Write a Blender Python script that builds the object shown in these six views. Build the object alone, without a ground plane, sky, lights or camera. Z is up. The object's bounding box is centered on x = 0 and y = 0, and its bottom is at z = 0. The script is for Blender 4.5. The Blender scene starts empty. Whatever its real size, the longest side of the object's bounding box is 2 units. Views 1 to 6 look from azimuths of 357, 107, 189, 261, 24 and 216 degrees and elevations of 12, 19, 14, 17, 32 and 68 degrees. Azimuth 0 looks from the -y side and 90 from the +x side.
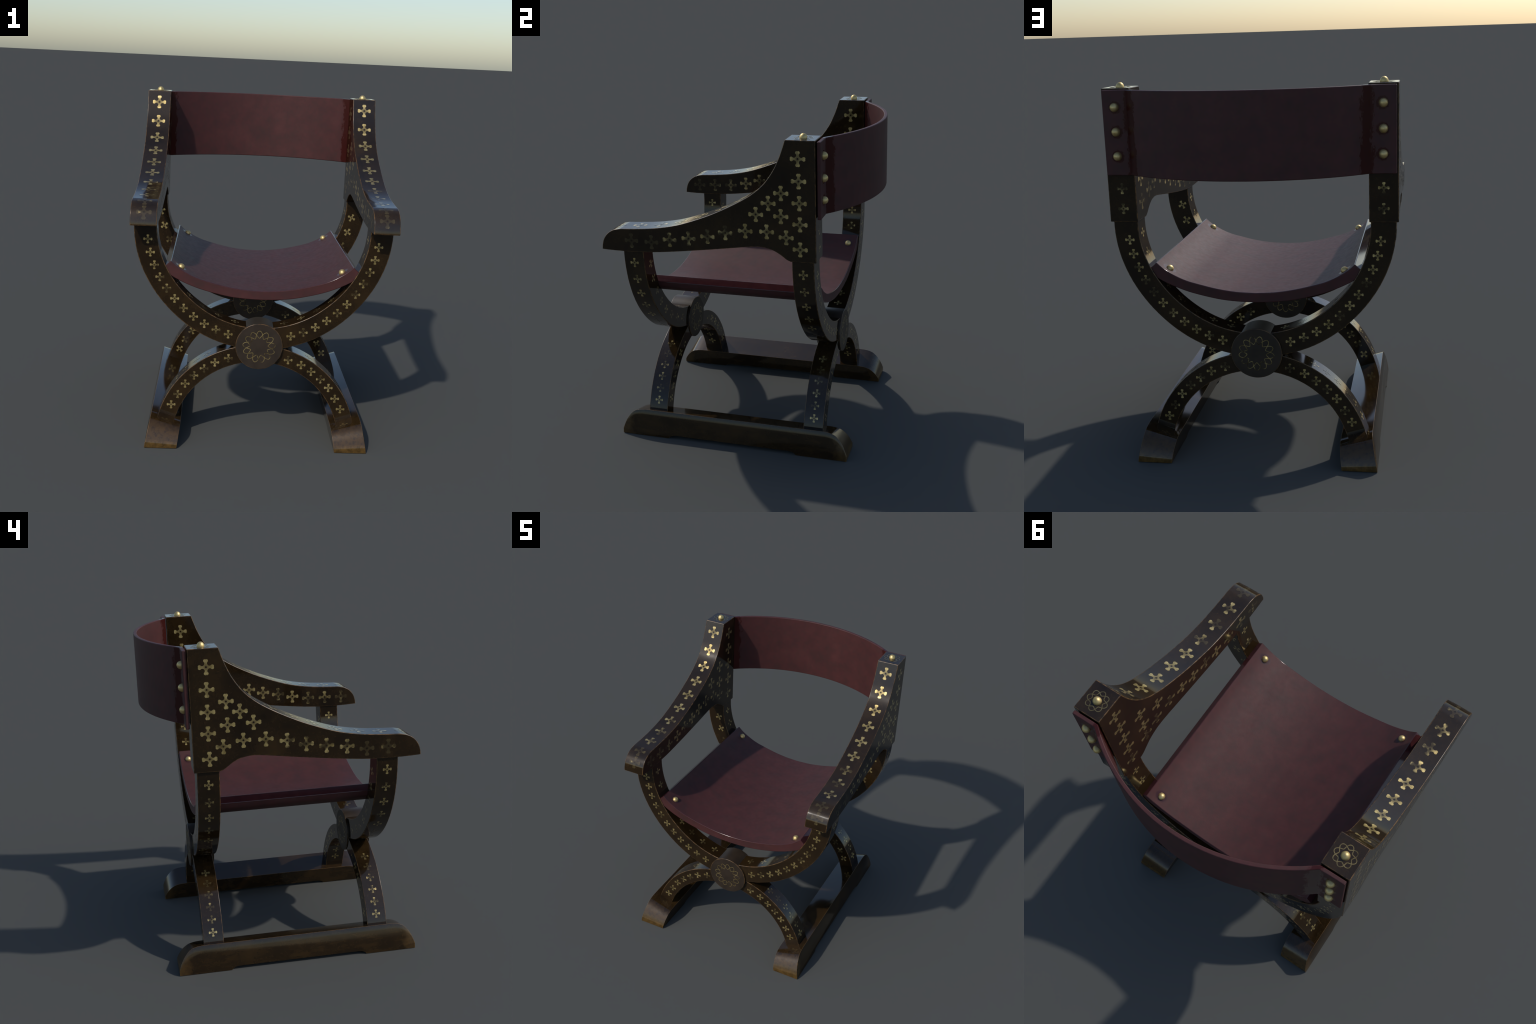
# Savonarola-style folding armchair: two round-bow frames, runner feet, slab armrests,
# leather sling seat and bowed leather back strap, gilt cross inlays and brass nails.
import bpy, bmesh, math, random
from math import sin, cos, pi, radians, hypot, atan2
from mathutils import Matrix, Vector

random.seed(11)
COL = bpy.context.scene.collection

# ------------------------------------------------------------------ sizes (metres)
BOW_C_Z = 1.27                      # centre of the U-shaped bow
ARCH_C_Z, ARCH_RO, ARCH_RI = -0.0125, 0.594, 0.492
FRONT_BOW, FRONT_ARCH = (-0.630, -0.504), (-0.622, -0.498)   # y of outer / inner face of the front frame
BACK_BOW, BACK_ARCH = (0.524, 0.397), (0.526, 0.402)         # the same for the rear frame
ARM_X = (0.598, 0.7455)              # inner / outer face of an armrest slab
HUB_Z, HUB_R = 0.580, 0.137

def smooth(e0, e1, v):
    t = max(0.0, min(1.0, (v - e0) / (e1 - e0)))
    return t * t * (3 - 2 * t)

def bow_ro(a): return 0.713 + 0.021 * smooth(50, 0, a)     # a: degrees below the side
def bow_ri(a): return 0.583 + 0.022 * smooth(55, 0, a)

# ------------------------------------------------------------------ materials
class Nodes:
    def __init__(self, name):
        self.m = bpy.data.materials.new(name)
        self.m.use_nodes = True
        self.t = self.m.node_tree
        self.b = self.t.nodes["Principled BSDF"]
    def new(self, kind, **kw):
        n = self.t.nodes.new(kind)
        for k, v in kw.items():
            setattr(n, k, v)
        return n
    def link(self, a, b): self.t.links.new(a, b)
    def pos(self):
        return self.new("ShaderNodeNewGeometry").outputs["Position"]
    def noise(self, scale, detail=4, rough=0.55, vec=None, stretch=None, dist=0.0):
        n = self.new("ShaderNodeTexNoise")
        n.inputs["Scale"].default_value = scale
        n.inputs["Detail"].default_value = detail
        n.inputs["Roughness"].default_value = rough
        n.inputs["Distortion"].default_value = dist
        v = vec or self.pos()
        if stretch:
            mp = self.new("ShaderNodeMapping")
            mp.inputs["Scale"].default_value = stretch
            self.link(v, mp.inputs["Vector"])
            v = mp.outputs[0]
        self.link(v, n.inputs["Vector"])
        return n.outputs["Fac"]
    def ramp(self, fac, stops):
        r = self.new("ShaderNodeValToRGB")
        e = r.color_ramp.elements
        while len(e) < len(stops):
            e.new(0.5)
        for el, (p, c) in zip(e, stops):
            el.position = p
            el.color = (*c, 1) if isinstance(c, tuple) else (c, c, c, 1)
        self.link(fac, r.inputs[0])
        return r.outputs[0]
    def mix(self, fac, a, b):
        n = self.new("ShaderNodeMix", data_type="RGBA")
        if isinstance(fac, (int, float)): n.inputs[0].default_value = fac
        else: self.link(fac, n.inputs[0])
        for i, v in ((6, a), (7, b)):
            if isinstance(v, tuple): n.inputs[i].default_value = (*v, 1)
            else: self.link(v, n.inputs[i])
        return n.outputs[2]
    def math(self, op, a, b=None, clamp=False):
        n = self.new("ShaderNodeMath", operation=op, use_clamp=clamp)
        for i, v in ((0, a), (1, b)):
            if v is None: continue
            if isinstance(v, (int, float)): n.inputs[i].default_value = v
            else: self.link(v, n.inputs[i])
        return n.outputs[0]
    def bump(self, h, strength, dist=0.002):
        n = self.new("ShaderNodeBump")
        n.inputs["Strength"].default_value = strength
        n.inputs["Distance"].default_value = dist
        self.link(h, n.inputs["Height"])
        self.link(n.outputs[0], self.b.inputs["Normal"])
    def out(self, color=None, rough=None, metal=None, spec=None):
        for key, v in (("Base Color", color), ("Roughness", rough), ("Metallic", metal), ("Specular IOR Level", spec)):
            if v is None: continue
            if isinstance(v, tuple): self.b.inputs[key].default_value = (*v, 1)
            elif isinstance(v, (int, float)): self.b.inputs[key].default_value = v
            else: self.link(v, self.b.inputs[key])
        return self.m

WOOD_D, WOOD_M, WOOD_L = (0.011, 0.0064, 0.003), (0.023, 0.0130, 0.0050), (0.038, 0.0210, 0.0072)

def wood_colour(k, warm=0.0):
    big = k.noise(5.0, 5, 0.6)
    base = k.ramp(big, [(0.30, WOOD_D), (0.55, WOOD_M), (0.78, WOOD_L)])
    fine = k.noise(70.0, 4, 0.7)
    speck = k.ramp(fine, [(0.55, 0.0), (0.78, 0.45)])
    return k.mix(speck, base, (0.052, 0.028, 0.0095))

def make_wood():
    k = Nodes("varnished_dark_wood")
    r = k.ramp(k.noise(9.0, 4), [(0.3, 0.05), (0.7, 0.11)])
    return k.out(wood_colour(k), r, 0.0, 0.5)

def make_roundel_wood():
    k = Nodes("satin_roundel_wood")
    c = k.ramp(k.noise(14.0, 5), [(0.3, (0.022, 0.015, 0.010)), (0.7, (0.040, 0.027, 0.018))])
    return k.out(c, 0.46, 0.0, 0.4)

def make_foot_wood():
    k = Nodes("worn_runner_wood")
    base = wood_colour(k)
    streak = k.ramp(k.noise(9.0, 6, 0.7, stretch=(3.0, 0.8, 3.0)), [(0.48, 0.0), (0.80, 0.6)])
    c = k.mix(streak, base, (0.054, 0.029, 0.009))
    # the two rounded ends are scuffed paler and duller
    sep = k.new("ShaderNodeSeparateXYZ"); k.link(k.pos(), sep.inputs[0])
    end = k.math("ABSOLUTE", k.math("ADD", sep.outputs["Y"], 0.05))
    wob = k.math("MULTIPLY", k.math("SUBTRACT", k.noise(30.0, 5, 0.7), 0.5), 0.10)
    mask = k.ramp(k.math("ADD", end, wob), [(0.655, 0.0), (0.70, 1.0)])
    c = k.mix(k.math("MULTIPLY", mask, 0.7), c, (0.080, 0.043, 0.0125))
    scr = k.ramp(k.noise(45.0, 6, 0.75), [(0.47, 0.0), (0.62, 0.85)])
    c = k.mix(k.math("MULTIPLY", scr, mask), c, (0.030, 0.018, 0.009))
    toe = k.ramp(end, [(0.727, 0.0), (0.732, 0.8)])
    c = k.mix(toe, c, k.ramp(k.noise(40.0, 5, 0.7), [(0.35, (0.050, 0.028, 0.007)), (0.6, (0.120, 0.067, 0.018))]))
    r = k.mix(mask, (0.09, 0.09, 0.09), (0.20, 0.20, 0.20))
    return k.out(c, r, 0.0, 0.5)

def make_edge(name, lo, pale):
    k = Nodes(name)
    f = k.ramp(k.noise(38.0, 5, 0.7), [(lo, 0.0), (lo + 0.18, 1.0)])
    c = k.mix(f, (0.026, 0.015, 0.006), pale)
    return k.out(c, 0.30, 0.0, 0.5)

def make_gilt(name, keep, rub_centre=True, dim=1.0):
    """gilding; keep = how much of it survives (1 fresh .. 0 rubbed away)"""
    k = Nodes(name)
    n = k.noise(24.0, 2, 0.45)
    lo = 0.66 - 0.46 * keep
    f = k.ramp(n, [(lo, 0.06 if keep < 0.9 else 0.24), (lo + 0.22, 1.0)])
    if rub_centre:                                   # the middle of each cross is rubbed more than its tips
        tc = k.new("ShaderNodeTexCoord")
        mp = k.new("ShaderNodeMapping")
        mp.inputs["Location"].default_value = (-0.5, -0.5, 0.0)
        mp.inputs["Scale"].default_value = (1.0, 1.0, 0.0)
        k.link(tc.outputs["Generated"], mp.inputs["Vector"])
        ln = k.new("ShaderNodeVectorMath", operation="LENGTH")
        k.link(mp.outputs[0], ln.inputs[0])
        f = k.math("MULTIPLY", f, k.ramp(ln.outputs["Value"], [(0.12, 0.34), (0.40, 1.0)]))
    tone = k.ramp(k.noise(30.0, 3), [(0.32, (0.32 * dim, 0.235 * dim, 0.080 * dim)), (0.68, (0.70 * dim, 0.545 * dim, 0.235 * dim))])
    c = k.mix(f, (0.030, 0.020, 0.009), tone)
    m = k.math("MULTIPLY", f, 0.9)
    r = k.ramp(f, [(0.0, 0.12), (0.6, 0.50)])
    k.b.inputs["Coat Weight"].default_value = 1.0     # the varnish runs over the gilding
    k.b.inputs["Coat Roughness"].default_value = 0.08
    return k.out(c, r, m, 0.0)

def make_brass():
    k = Nodes("aged_brass")
    c = k.ramp(k.noise(40.0, 3), [(0.3, (0.62, 0.45, 0.18)), (0.7, (0.78, 0.60, 0.28))])
    return k.out(c, 0.5, 0.85, 0.5)

def leather_base(k):
    cloud = k.noise(11.0, 6, 0.62)
    c = k.ramp(cloud, [(0.30, (0.050, 0.0180, 0.0175)), (0.52, (0.068, 0.0205, 0.0200)), (0.75, (0.082, 0.026, 0.0245))])
    stain = k.ramp(k.noise(23.0, 5, 0.7), [(0.46, 0.0), (0.70, 0.50)])
    return k.mix(stain, c, (0.046, 0.0235, 0.0205))

def nail_stain(k, dx, dy, r0, r1, wobble):
    """mask of the darkened leather around a nail"""
    d = k.math("SQRT", k.math("ADD", k.math("MULTIPLY", dx, dx), k.math("MULTIPLY", dy, dy)))
    w = k.math("MULTIPLY", k.math("SUBTRACT", k.noise(60.0, 5, 0.7), 0.5), wobble)
    return k.ramp(k.math("ADD", d, w), [(r0, 1.0), (r1, 0.0)])

def make_seat_leather():
    k = Nodes("oxblood_seat_leather")
    c = leather_base(k)
    r = k.ramp(k.noise(40.0, 5), [(0.3, 0.54), (0.7, 0.63)])
    sep = k.new("ShaderNodeSeparateXYZ"); k.link(k.pos(), sep.inputs[0])
    dx = k.math("SUBTRACT", k.math("ABSOLUTE", sep.outputs["X"]), 0.466)
    dy = k.math("SUBTRACT", k.math("ABSOLUTE", k.math("ADD", sep.outputs["Y"], 0.0505)), 0.5115)
    ring = nail_stain(k, dx, dy, 0.026, 0.034, 0.012)
    c = k.mix(k.math("MULTIPLY", ring, 0.7), c, (0.034, 0.013, 0.018))
    r = k.mix(k.math("MULTIPLY", ring, 0.7), r, (0.2, 0.2, 0.2))
    k.bump(k.noise(160.0, 3), 0.10)
    return k.out(c, r, 0.0, 0.32)

def make_edge_leather():
    k = Nodes("polished_leather_edge")
    c = k.ramp(k.noise(20.0, 5), [(0.3, (0.042, 0.011, 0.012)), (0.7, (0.066, 0.017, 0.017))])
    return k.out(c, 0.14, 0.0, 0.5)

def make_strap_leather():
    k = Nodes("oxblood_strap_leather")
    c = leather_base(k)
    sep = k.new("ShaderNodeSeparateXYZ"); k.link(k.pos(), sep.inputs[0])
    ax = k.math("ABSOLUTE", sep.outputs["X"])
    wob = k.math("MULTIPLY", k.math("SUBTRACT", k.noise(34.0, 6, 0.75, stretch=(1, 1, 0.5)), 0.5), 0.10)
    d = k.math("ABSOLUTE", k.math("SUBTRACT", k.math("ADD", ax, wob), 0.592))
    crease = k.ramp(d, [(0.022, 1.0), (0.034, 0.0)])
    dz = k.math("ABSOLUTE", k.math("SUBTRACT", sep.outputs["Z"], 1.7575))
    dz = k.math("MINIMUM", dz, k.math("ABSOLUTE", k.math("SUBTRACT", dz, 0.1235)))
    stain = nail_stain(k, k.math("SUBTRACT", ax, 0.668), dz, 0.030, 0.037, 0.035)
    crease = k.math("MAXIMUM", crease, k.math("MULTIPLY", stain, 0.85))
    c = k.mix(k.math("MULTIPLY", crease, 0.85), c, (0.040, 0.0065, 0.005))
    r = k.mix(crease, (0.52, 0.52, 0.52), (0.16, 0.16, 0.16))
    k.bump(k.noise(150.0, 3), 0.10)
    return k.out(c, r, 0.0, 0.32)

M_EDGE = make_edge("rubbed_wood_edge", 0.42, (0.150, 0.078, 0.026))
M_FEDGE = make_edge("rubbed_runner_edge", 0.30, (0.190, 0.098, 0.028))
M_WOOD, M_FOOT, M_ROUND = make_wood(), make_foot_wood(), make_roundel_wood()
M_GILT = [make_gilt("gilt_fresh", 1.0), make_gilt("gilt_rubbed", 0.54), make_gilt("gilt_faint", 0.06)]
M_LINE = make_gilt("gilt_line", 0.66, False, 0.85)
M_FINE = make_gilt("gilt_fine_line", 0.95, False, 0.42)
M_BRASS = make_brass()
M_SEAT, M_LEDGE, M_STRAP = make_seat_leather(), make_edge_leather(), make_strap_leather()

# ------------------------------------------------------------------ mesh helpers
def add_object(name, mesh, parent=None, mats=()):
    ob = bpy.data.objects.new(name, mesh)
    COL.objects.link(ob)
    for m in mats:
        mesh.materials.append(m)
    if parent is not None:
        ob.parent = parent
    return ob

def finish(bm, name, parent, mats, bevel=0.0, segs=2, angle=32, edge_slot=None):
    bmesh.ops.recalc_face_normals(bm, faces=bm.faces)
    me = bpy.data.meshes.new(name)
    bm.to_mesh(me); bm.free()
    for p in me.polygons: p.use_smooth = True
    me.set_sharp_from_angle(angle=radians(angle))
    ob = add_object(name, me, parent, mats)
    if bevel:
        b = ob.modifiers.new("bevel", "BEVEL")
        b.width, b.segments, b.limit_method, b.angle_limit = bevel, segs, "ANGLE", radians(40)
        b.harden_normals = True
        b.miter_outer = "MITER_ARC"
        if edge_slot is not None: b.material = edge_slot
    return ob

def spline(pts, n):
    """Catmull-Rom through control points, n samples per span"""
    out = []
    for i in range(len(pts) - 1):
        p0, p1, p2, p3 = pts[max(i - 1, 0)], pts[i], pts[i + 1], pts[min(i + 2, len(pts) - 1)]
        for j in range(n):
            t = j / n
            out.append(tuple(0.5 * ((2 * b) + (c - a) * t + (2 * a - 5 * b + 4 * c - d) * t * t + (3 * b - a - 3 * c + d) * t ** 3)
                             for a, b, c, d in zip(p0, p1, p2, p3)))
    out.append(tuple(pts[-1]))
    return out

def loft(rings, cap=True):
    """closed cross-sections of equal count joined into a tube"""
    bm = bmesh.new()
    vs = [[bm.verts.new(p) for p in r] for r in rings]
    n = len(vs[0])
    for a, b in zip(vs, vs[1:]):
        for i in range(n):
            bm.faces.new((a[i], a[(i + 1) % n], b[(i + 1) % n], b[i]))
    if cap:
        bm.faces.new(vs[0]); bm.faces.new(vs[-1])
    return bm

# ------------------------------------------------------------------ gilt cross inlay
def cross_arm():
    half = [(0.255, 0.245), (0.34, 0.180), (0.46, 0.152), (0.57, 0.165), (0.64, 0.225), (0.72, 0.282),
            (0.84, 0.288), (0.93, 0.245), (1.0, 0.125), (0.965, 0.0)]
    return half + [(u, -v) for u, v in reversed(half[1:-1])]

def cross_flat():
    """unit cross with pierced centre: list of (u, v, top) verts and faces, with a skirt into the wood"""
    bm = bmesh.new()
    outline = []
    for q in range(4):
        arm = [(u, v) for u, v in reversed(cross_arm())]
        c, s = cos(q * pi / 2), sin(q * pi / 2)
        outline += [(u * c - v * s, u * s + v * c) for u, v in arm]
    clean = []
    for p in outline:
        if not clean or hypot(p[0] - clean[-1][0], p[1] - clean[-1][1]) > 0.02: clean.append(p)
    hole = [(0.14 * cos(2 * pi * i / 12), 0.14 * sin(2 * pi * i / 12)) for i in range(12)]
    edges = []
    for loop in (clean, hole):
        vs = [bm.verts.new((x, y, 1)) for x, y in loop]
        edges += [bm.edges.new((vs[i], vs[(i + 1) % len(vs)])) for i in range(len(vs))]
    bmesh.ops.triangle_fill(bm, use_beauty=True, edges=edges)
    rim = [e for e in bm.edges if len(e.link_faces) == 1]
    ex = bmesh.ops.extrude_edge_only(bm, edges=rim)
    for v in ex["geom"]:
        if isinstance(v, bmesh.types.BMVert): v.co.z = 0
    bmesh.ops.recalc_face_normals(bm, faces=bm.faces)
    long_e = [e for e in bm.edges if e.calc_length() > 0.3]
    bmesh.ops.subdivide_edges(bm, edges=long_e, cuts=1)
    bmesh.ops.triangulate(bm, faces=bm.faces)
    bm.verts.index_update()
    data = ([tuple(v.co) for v in bm.verts], [[v.index for v in f.verts] for f in bm.faces])
    bm.free()
    return data

CROSS_V, CROSS_F = cross_flat()
PROUD, SUNK = 0.0007, -0.0015
CROSS_SKIRT = [any(CROSS_V[i][2] < 0.75 for i in f) for f in CROSS_F]

def gild(me, grade):
    """gilding on top, matt wood on the thin side walls"""
    me.materials.append(M_GILT[grade])
    me.materials.append(M_ROUND)
    for p, skirt in zip(me.polygons, CROSS_SKIRT):
        p.material_index = 1 if skirt else 0

FLAT = {}

def flat_cross(parent, centre, udir, ndir, size, grade):
    """shared cross mesh laid on a flat face"""
    key = (round(size, 4), grade)
    if key not in FLAT:
        me = bpy.data.meshes.new("cross_inlay")
        me.from_pydata([(u * size, v * size, 0.0004 if t > 0.5 else SUNK) for u, v, t in CROSS_V], [], CROSS_F)
        gild(me, grade)
        FLAT[key] = me
    n, u = Vector(ndir).normalized(), Vector(udir).normalized()
    v = n.cross(u)
    m = Matrix((u, v, n)).transposed().to_4x4()
    m.translation = Vector(centre)
    ob = bpy.data.objects.new("cross_inlay", FLAT[key])
    COL.objects.link(ob)
    ob.parent = parent
    ob.matrix_local = m
    return ob

def bent_cross(parent, surf, s0, w0, size, grade, rot=0.0):
    """cross wrapped on a curved surface; surf(s, w) -> (point, normal), s along, w across"""
    verts = []
    c, s = cos(rot), sin(rot)
    p0, n0 = surf(s0, w0)
    t0 = (surf(s0 + 0.001, w0)[0] - p0).normalized()
    frame = Matrix((t0, n0.cross(t0), n0)).transposed().to_4x4()
    frame.translation = p0
    inv = frame.inverted()
    for u, v, t in CROSS_V:
        p, n = surf(s0 + size * (u * c - v * s), w0 + size * (u * s + v * c))
        verts.append(inv @ (p + n * (PROUD if t > 0.5 else SUNK)))
    me = bpy.data.meshes.new("cross_inlay")
    me.from_pydata(verts, [], CROSS_F)
    gild(me, grade)
    ob = add_object("cross_inlay", me, parent)
    ob.matrix_local = frame
    return ob

def rosette(parent, centre, xdir, ndir, radius, wave, lobes, width, mat):
    """two interlaced wavy gilt rings"""
    n, u = Vector(ndir), Vector(xdir)
    v = n.cross(u)
    bm = bmesh.new()
    turns = [(0.0, 0.0, 2)] if lobes % 2 else [(0.0, 0.0, 1), (pi, 0.0004, 1)]
    for ph, lift, wind in turns:
        rows = []
        N = 168 * wind
        f = lobes / 2
        for i in range(N):
            th = 2 * pi * wind * i / N + pi / 2
            r = radius + wave * cos(f * (th - pi / 2) + ph)
            dr = -wave * f * sin(f * (th - pi / 2) + ph)
            tx, ty = dr * cos(th) - r * sin(th), dr * sin(th) + r * cos(th)
            L = hypot(tx, ty)
            nx, ny = ty / L, -tx / L
            row = []
            up = lift if wind == 1 else 0.0003 * i / N
            for o, h in ((-0.5, SUNK), (-0.5, PROUD + up), (0.5, PROUD + up), (0.5, SUNK)):
                x, y = r * cos(th) + nx * o * width, r * sin(th) + ny * o * width
                row.append(bm.verts.new(Vector(centre) + u * x + v * y + n * h))
            rows.append(row)
        for i in range(N):
            a, b = rows[i], rows[(i + 1) % N]
            for j in range(3):
                bm.faces.new((a[j], a[j + 1], b[j + 1], b[j]))
    return finish(bm, "rosette_inlay", parent, [mat], angle=50)

NAIL = {}
def dome(parent, name, centre, ndir, r, h):
    key = (name, r, h)
    if key not in NAIL:
        bm = bmesh.new()
        rings, seg = 10, 28
        prof = [(r * 0.98, -0.004)] + [(r * cos(a), h * sin(a)) for a in [pi / 2 * i / rings for i in range(rings)]]
        vs = [[bm.verts.new((p[0] * cos(2 * pi * j / seg), p[0] * sin(2 * pi * j / seg), p[1])) for j in range(seg)] for p in prof]
        top = bm.verts.new((0, 0, h))
        for a, b in zip(vs, vs[1:]):
            for j in range(seg): bm.faces.new((a[j], a[(j + 1) % seg], b[(j + 1) % seg], b[j]))
        for j in range(seg): bm.faces.new((vs[-1][j], vs[-1][(j + 1) % seg], top))
        me = bpy.data.meshes.new(name)
        bm.to_mesh(me); bm.free()
        for p in me.polygons: p.use_smooth = True
        me.materials.append(M_BRASS)
        NAIL[key] = me
    ob = bpy.data.objects.new(name, NAIL[key])
    COL.objects.link(ob)
    ob.parent = parent
    ob.matrix_local = Matrix.Translation(centre) @ Vector(ndir).to_track_quat("Z", "Y").to_matrix().to_4x4()
    return ob

# ------------------------------------------------------------------ the chair
chair = bpy.data.objects.new("armchair", None)
chair.empty_display_size = 0.2
COL.objects.link(chair)
chair["label"] = "dark varnished X-frame armchair with red leather and gilt crosses"
chair["category"] = "armchair"

# ---- U bows ---------------------------------------------------------------
def bow_point(a, r):            # a degrees below horizontal, left/right handled by sign of r
    return (r * cos(radians(a)), BOW_C_Z - abs(r) * sin(radians(a)))

def build_bow(y_out, y_in):
    rings = []
    ring = lambda xo, xi, zo, zi: [(xo, y_out, zo), (xi, y_out, zi), (xi, y_in, zi), (xo, y_in, zo)]
    angs = [90 * i / 32 for i in range(33)]
    side = [ring(bow_ro(0), bow_ri(0), 1.315, 1.315)]
    for a in angs[:-1]:
        (xo, zo), (xi, zi) = bow_point(a, bow_ro(a)), bow_point(a, bow_ri(a))
        side.append(ring(xo, xi, zo, zi))
    bottom = ring(0, 0, BOW_C_Z - bow_ro(90), BOW_C_Z - bow_ri(90))
    other = [[(-x, y, z) for x, y, z in r] for r in reversed(side)]
    bm = loft(side + [bottom] + other)
    return finish(bm, "curved_leg", chair, [M_WOOD, M_EDGE], 0.004, 2, 34, 1)

def grade_pick(weights):
    return random.choices([0, 1, 2], weights)[0]

def dress_bow(ob, y_out, y_in):
    out = 1 if y_out > y_in else -1
    ymid = (y_out + y_in) / 2
    for sx in (1, -1):
        for i in range(11):                                  # outer broad face, upright crosses
            a = 7.0 + 6.68 * i
            r = 0.660 - 0.010 * smooth(0, 45, a)
            x, z = bow_point(a, r)
            flat_cross(ob, (sx * x, y_out, z), (1, 0, 0), (0, out, 0), 0.0258, [0, 0, 1, 1, 1, 0, 1, 0, 0, 1, 0][i])
        for i in range(8):                                   # inward broad face, set along the curve
            a = 8.0 + 9.0 * i
            x, z = bow_point(a, 0.650)
            flat_cross(ob, (sx * x, y_in, z), (sx * cos(radians(a + 18)), 0, -sin(radians(a + 18))), (0, -out, 0), 0.027, [0, 0, 1, 1, 0, 1, 1, 1][i])
        for rf, sg, a0, da, cnt in ((bow_ro, 1, 4.6, 8.8, 9), (bow_ri, -1, 5.0, 10.1, 8)):
            def surf(s, w, rf=rf, sg=sg, sx=sx):
                a = s / 0.65 * 180 / pi
                r = rf(a)
                ca, sa = cos(radians(a)), sin(radians(a))
                return Vector((sx * r * ca, w, BOW_C_Z - r * sa)), Vector((sx * ca, 0, -sa)) * sg
            for i in range(cnt):
                a = a0 + da * i
                bent_cross(ob, surf, radians(a) * 0.65, ymid, 0.0265, [0, 1, 0, 1, 1, 2, 1, 1, 0][i])

# ---- arched lower legs ----------------------------------------------------
def build_arch(y_out, y_in):
    out = 1 if y_out > y_in else -1
    rings = []
    angs = [8, 11, 13.2, 16.4] + [16.4 + 147.2 * i / 52 for i in range(1, 52)] + [163.6, 166.8, 169, 172]
    for a in angs:
        e = min(a, 180 - a)
        fl = 0.005 * smooth(16.4, 13.2, e)                    # slight flare where the leg lands on the runner
        xo, zo = ARCH_RO * cos(radians(a)), ARCH_C_Z + ARCH_RO * sin(radians(a))
        xi, zi = ARCH_RI * cos(radians(a)), ARCH_C_Z + ARCH_RI * sin(radians(a))
        yo = y_out + out * fl
        rings.append([(xo, yo, zo), (xi, yo, zi), (xi, y_in, zi), (xo, y_in, zo)])
    bm = loft(rings)
    return finish(bm, "arched_leg", chair, [M_WOOD, M_EDGE], 0.0035, 2, 6, 1)

def dress_arch(ob, y_out, y_in):
    out = 1 if y_out > y_in else -1
    ymid = (y_out + y_in) / 2
    face = [(0.499, 0.203), (0.4625, 0.268), (0.4205, 0.334), (0.3705, 0.386), (0.313, 0.431), (0.252, 0.470), (0.1745, 0.498)]
    for sx in (1, -1):
        for i, (x, z) in enumerate(face):
            flat_cross(ob, (sx * x, y_out, z), (1, 0, 0), (0, out, 0), 0.0258, [0, 1, 0, 1, 1, 0, 1][i])
        for i in range(6):
            a = 24 + 8.2 * i
            r = 0.543
            flat_cross(ob, (sx * r * cos(radians(a)), y_in, ARCH_C_Z + r * sin(radians(a))),
                       (sx * cos(radians(a + 25)), 0, sin(radians(a + 25))), (0, -out, 0), 0.026, [0, 1, 1, 0, 0, 1][i])
        for R, sg, a0, da, cnt in ((ARCH_RO, 1, 22.6, 7.4, 6), (ARCH_RI, -1, 26.0, 9.0, 5)):
            def surf(s, w, R=R, sg=sg, sx=sx):
                ca, sa = cos(s / R), sin(s / R)
                return Vector((sx * R * ca, w, ARCH_C_Z + R * sa)), Vector((sx * ca, 0, sa)) * sg
            for i in range(cnt):
                bent_cross(ob, surf, radians(a0 + da * i) * R, ymid, 0.0255, [0, 1, 1, 1, 2, 1][i])

# ---- roundel hub joining bow and arch -------------------------------------
def build_roundel(y_out, y_in):
    out = 1 if y_out > y_in else -1
    ya, yb = y_out + out * 0.012, y_in - out * 0.012
    N = 72
    ringat = lambda y, r: [(r * cos(2 * pi * i / N), y, HUB_Z + r * sin(2 * pi * i / N)) for i in range(N)]
    bm = loft([ringat(ya, HUB_R), ringat(yb, HUB_R)])
    ob = finish(bm, "roundel", chair, [M_ROUND, M_EDGE], 0.003, 2, 34, 1)
    for y, d in ((ya, out), (yb, -out)):
        rosette(ob, (0, y, HUB_Z), (1, 0, 0), (0, d, 0), 0.0735, 0.0215, 13, 0.0031, M_LINE)

for bow, arch in ((FRONT_BOW, FRONT_ARCH), (BACK_BOW, BACK_ARCH)):
    dress_bow(build_bow(*bow), *bow)
    dress_arch(build_arch(*arch), *arch)
    build_roundel(*bow)

# ---- runner feet ----------------------------------------------------------
def runner_profile():
    nose = [(0.0, 0.0), (0.0, 0.19), (0.016, 0.44), (0.034, 0.635), (0.056, 0.80), (0.080, 0.912), (0.108, 0.970), (0.145, 1.0)]
    front = spline(nose[1:], 5)
    top_f = [(-0.785 + d, h) for d, h in [nose[0]] + front]
    top_b = [(0.685 - d, h) for d, h in reversed([nose[0]] + front)]
    under = [(0.367, 0.0), (0.358, 0.07), (0.345, 0.125), (0.325, 0.15), (-0.425, 0.15), (-0.447, 0.125), (-0.461, 0.07), (-0.470, 0.0)]
    return top_f, top_b, under

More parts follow.
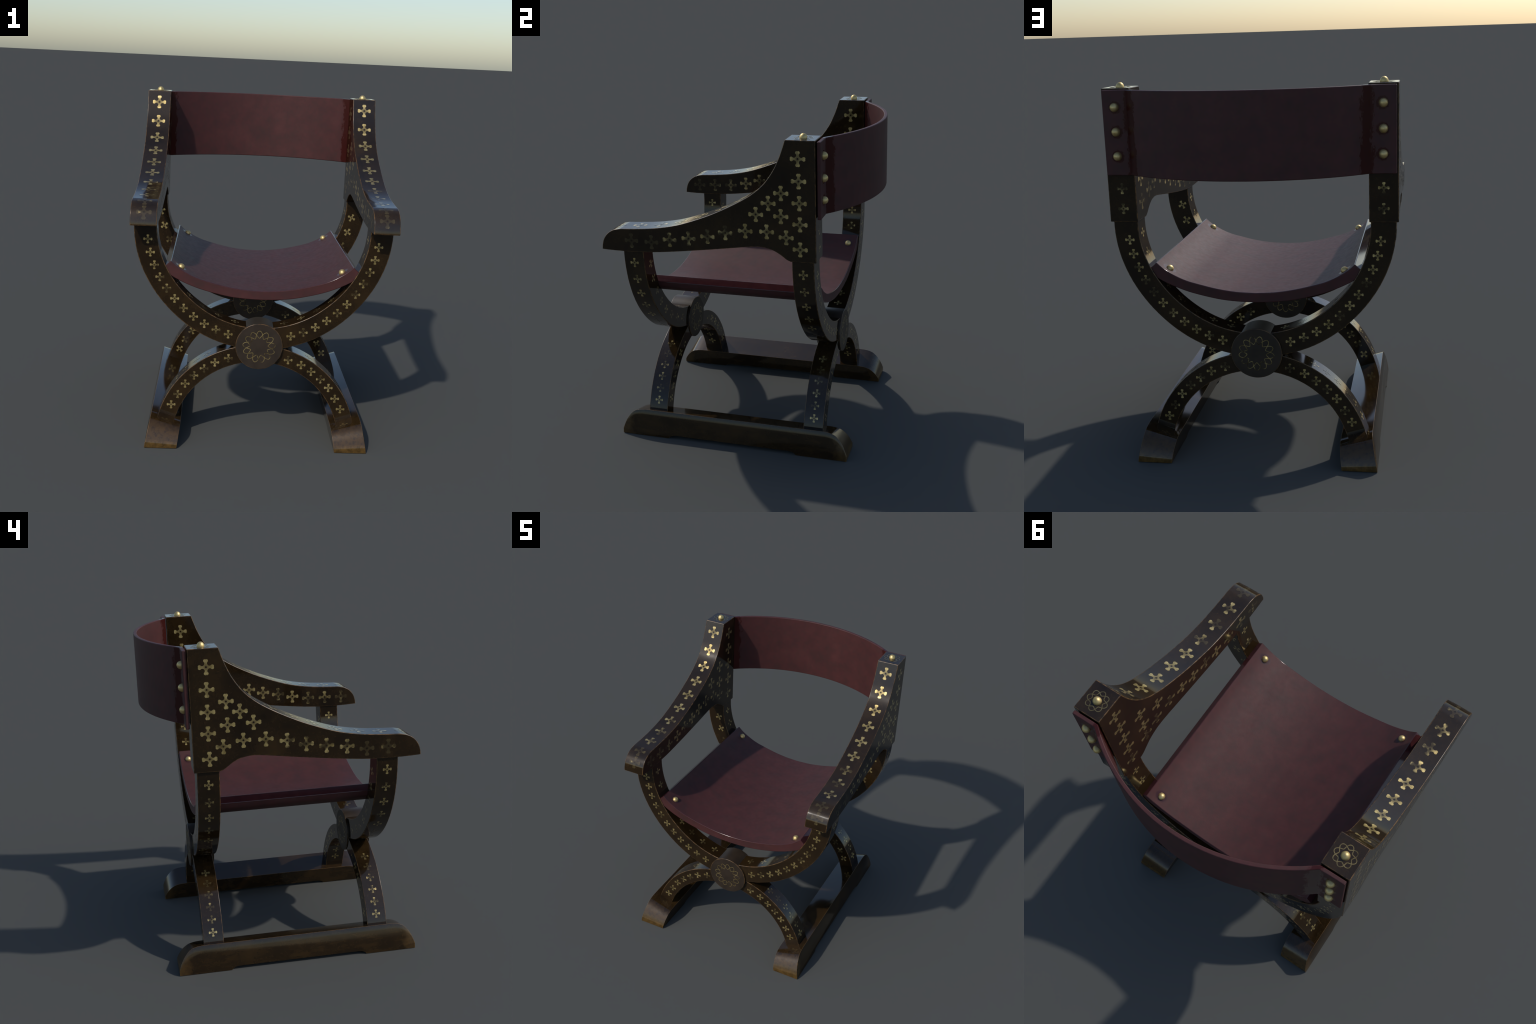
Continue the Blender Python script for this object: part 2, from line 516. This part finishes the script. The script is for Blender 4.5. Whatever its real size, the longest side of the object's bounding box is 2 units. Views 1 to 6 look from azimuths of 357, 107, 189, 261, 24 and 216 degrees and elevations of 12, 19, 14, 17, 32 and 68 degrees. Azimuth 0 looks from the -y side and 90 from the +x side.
def build_runner(sx):
    tf, tb, under = runner_profile()
    bm = bmesh.new()
    H_O, H_I = 0.169, 0.114
    prof = tf + tb + under
    outer, mid, inner = [], [], []
    for y, h in prof:
        hs = 0.82
        inner.append(bm.verts.new((sx * (0.456 - 0.016 * h), y, H_I * h)))
        outer.append(bm.verts.new((sx * (0.641 - 0.023 * hs * h), y, H_O * h * hs)))
        mid.append(bm.verts.new((sx * (0.641 - 0.031 * h), y, H_O * h)))
    n = len(prof)
    for i in range(n):
        j = (i + 1) % n
        bm.faces.new((inner[i], inner[j], mid[j], mid[i]))
    bm.faces.new(inner)
    bm.faces.new(outer)
    for i in range(n):
        j = (i + 1) % n
        if prof[i][1] == 0 and prof[j][1] == 0: continue
        q = [mid[i], mid[j], outer[j], outer[i]]
        bm.faces.new(q)
    bmesh.ops.remove_doubles(bm, verts=bm.verts, dist=1e-5)
    return finish(bm, "runner_foot", chair, [M_FOOT, M_FEDGE], 0.0042, 2, 34, 1)

for sx in (1, -1):
    build_runner(sx)

# ---- armrests -------------------------------------------------------------
ARM_TOP = [(0.372, 1.972), (0.351, 1.908), (0.329, 1.852), (0.300, 1.794), (0.248, 1.722), (0.178, 1.660), (0.090, 1.606),
           (-0.028, 1.547), (-0.147, 1.498), (-0.286, 1.453), (-0.421, 1.428), (-0.545, 1.417), (-0.640, 1.412)]
ARM_NOSE = [(-0.640, 1.412), (-0.683, 1.402), (-0.721, 1.379), (-0.747, 1.345), (-0.760, 1.304)]
ARM_UNDER = [(-0.762, 1.287), (-0.672, 1.283), (-0.546, 1.283), (-0.421, 1.289), (-0.266, 1.305), (-0.083, 1.328), (0.068, 1.349),
             (0.157, 1.361), (0.222, 1.364), (0.283, 1.352), (0.331, 1.327), (0.368, 1.300), (0.393, 1.289)]
TOP_LINE = [(y, z + 0.003 + 0.0045 * smooth(0.372, 0.30, y)) for y, z in spline(ARM_TOP, 6)[:-1] + spline(ARM_NOSE, 6)]

def build_arm(sx):
    prof = [(0.540, 1.975)] + TOP_LINE + spline(ARM_UNDER, 5) + [(0.540, 1.289)]
    rings = [[(sx * x, y, z) for y, z in prof] for x in ARM_X]
    bm = loft(rings)
    return finish(bm, "armrest", chair, [M_WOOD, M_EDGE], 0.004, 2, 34, 1)

def arm_top_surface():
    L = [0.0]
    for a, b in zip(TOP_LINE, TOP_LINE[1:]): L.append(L[-1] + hypot(b[0] - a[0], b[1] - a[1]))
    def at(s):
        s = max(0.0, min(L[-1] - 1e-6, s))
        i = max(k for k in range(len(L) - 1) if L[k] <= s)
        t = (s - L[i]) / (L[i + 1] - L[i])
        a, b = TOP_LINE[i], TOP_LINE[i + 1]
        dy, dz = b[0] - a[0], b[1] - a[1]
        d = hypot(dy, dz)
        return (a[0] + dy * t, a[1] + dz * t), (dz / d * -1, dy / d)
    def locate(y):
        return next(L[i] + (L[i + 1] - L[i]) * (TOP_LINE[i][0] - y) / (TOP_LINE[i][0] - TOP_LINE[i + 1][0])
                    for i in range(len(L) - 1) if TOP_LINE[i][0] >= y >= TOP_LINE[i + 1][0])
    return at, locate

SIDE_CROSSES = [(0.443, 1.874, 0), (0.446, 1.751, 0), (0.448, 1.628, 0), (0.450, 1.508, 0), (0.449, 1.364, 0), (0.345, 1.680, 0),
                (0.271, 1.620, 0), (0.198, 1.553, 0), (0.342, 1.549, 0), (0.370, 1.429, 0), (0.258, 1.456, 0), (0.133, 1.453, 0),
                (0.014, 1.435, 1), (-0.094, 1.406, 1), (-0.210, 1.387, 1), (-0.328, 1.372, 1), (-0.443, 1.350, 2), (-0.569, 1.352, 2)]
INNER_CROSSES = [(0.450, 1.874, 0), (0.448, 1.750, 0), (0.448, 1.629, 0), (0.449, 1.504, 0), (0.450, 1.382, 1), (0.313, 1.655, 0),
                 (0.313, 1.531, 0), (0.318, 1.423, 1), (0.189, 1.570, 0), (0.221, 1.454, 1), (0.105, 1.465, 1), (0.000, 1.442, 0),
                 (-0.098, 1.414, 0), (-0.204, 1.396, 1), (-0.305, 1.371, 0), (-0.418, 1.354, 1), (-0.537, 1.351, 1), (-0.655, 1.347, 2)]

for sx in (1, -1):
    arm = build_arm(sx)
    for y, z, g in SIDE_CROSSES:
        flat_cross(arm, (sx * ARM_X[1], y, z), (0, 1, 0), (sx, 0, 0), 0.0435, g)
    for y, z, g in INNER_CROSSES:
        flat_cross(arm, (sx * ARM_X[0], y, z), (0, 1, 0), (-sx, 0, 0), 0.0435, g)
    for z in (1.464, 1.359):
        flat_cross(arm, (sx * 0.671, 0.540, z), (1, 0, 0), (0, 1, 0), 0.0285, 1)
    at, locate = arm_top_surface()
    def surf(s, w, sx=sx):
        (y, z), (ny, nz) = at(s)
        nrm = Vector((0, ny, nz))
        if nrm.z < 0 and nrm.y > 0: nrm = -nrm
        return Vector((sx * 0.671 + w, y, z)), nrm
    s0, s1 = locate(0.3475), locate(-0.672)
    for i in range(10):
        bent_cross(arm, surf, s0 + (s1 - s0) * i / 9, 0.0, 0.043, [0, 0, 0, 0, 0, 0, 1, 1, 1, 2][i])
    bent_cross(arm, surf, locate(-0.742), 0.0, 0.043, 2)
    rosette(arm, (sx * 0.671, 0.4575, 1.975), (1, 0, 0), (0, 0, 1), 0.0430, 0.0118, 8, 0.0039, M_FINE)
    dome(arm, "finial_nail", (sx * 0.671, 0.4575, 1.975), (0, 0, 1), 0.0215, 0.025)

# ---- leather seat ---------------------------------------------------------
SEAT_TOP = [(0.0, 0.906), (0.10, 0.911), (0.20, 0.926), (0.30, 0.950), (0.36, 0.967), (0.41, 0.988), (0.455, 1.013), (0.490, 1.037), (0.522, 1.066)]
SEAT_BOT = [(0.0, 0.854), (0.10, 0.858), (0.20, 0.870), (0.33, 0.900), (0.42, 0.931), (0.495, 0.966), (0.535, 0.992), (0.550, 1.012), (0.557, 1.034)]

def build_seat():
    y0, y1 = -0.624, 0.516
    ny = 14
    top = spline(SEAT_TOP, 4)
    bot = spline(SEAT_BOT, 4)
    sym = lambda h: [(-x, z) for x, z in reversed(h)] + h[1:]
    sec = sym(top) + list(reversed(sym(bot)))
    nt = len(sym(top))
    bm = bmesh.new()
    rows = []
    for j in range(ny + 1):
        y = y0 + (y1 - y0) * j / ny
        rows.append([bm.verts.new((x, y, z)) for x, z in sec])
    n = len(sec)
    for a, b in zip(rows, rows[1:]):
        for i in range(n):
            f = bm.faces.new((a[i], a[(i + 1) % n], b[(i + 1) % n], b[i]))
            if i >= nt - 1 and not (nt <= i < n - 1): f.material_index = 1
    # end faces as quads between top and bottom line
    for r in (rows[0], rows[-1]):
        m = nt
        for i in range(m - 1):
            bm.faces.new((r[i], r[i + 1], r[n - 2 - i], r[n - 1 - i]))
    return finish(bm, "leather_seat", chair, [M_SEAT, M_LEDGE], 0.006, 3, 30, 1)

seat = build_seat()
for sx in (1, -1):
    for y in (-0.562, 0.461):
        dome(seat, "seat_nail", (sx * 0.466, y, 1.0185), (-sx * 0.62, 0, 0.79), 0.0205, 0.021)

# ---- leather back strap ---------------------------------------------------
def build_strap():
    z0, z1, th = 1.537, 1.967, 0.021
    R = (0.608 ** 2 + 0.218 ** 2) / (2 * 0.218)
    half = math.asin(0.608 / R)
    path = []                                         # (point on the outer face, outward normal)
    path.append(((-0.736, 0.567), (0, 1)))
    path.append(((-0.660, 0.567), (0, 1)))
    N = 48
    for i in range(N + 1):
        a = -half + 2 * half * i / N
        path.append(((R * sin(a), 0.785 - R + R * cos(a)), (sin(a), cos(a))))
    path.append(((0.660, 0.567), (0, 1)))
    path.append(((0.736, 0.567), (0, 1)))
    nz = 8
    bm = bmesh.new()
    rings = []
    for k, ((x, y), (nx, ny)) in enumerate(path):
        if k in (2, len(path) - 3):                   # mitre at the crease
            bx, by = nx, ny + 1
            L = hypot(bx, by); bx, by = bx / L, by / L
            c = bx * nx + by * ny
            nx, ny = bx / c, by / c
        t = th
        outer = [(x, y, z0 + (z1 - z0) * j / nz) for j in range(nz + 1)]
        inner = [(x - nx * t, y - ny * t, z) for _, _, z in reversed(outer)]
        rings.append(outer + inner)
    bm = loft(rings)
    ob = finish(bm, "back_strap", chair, [M_STRAP], 0.005, 3, 24)
    return ob

strap = build_strap()
for sx in (1, -1):
    for z in (1.881, 1.7575, 1.6345):
        dome(strap, "strap_nail", (sx * 0.6715, 0.567, z), (0, 1, 0), 0.0228, 0.025)
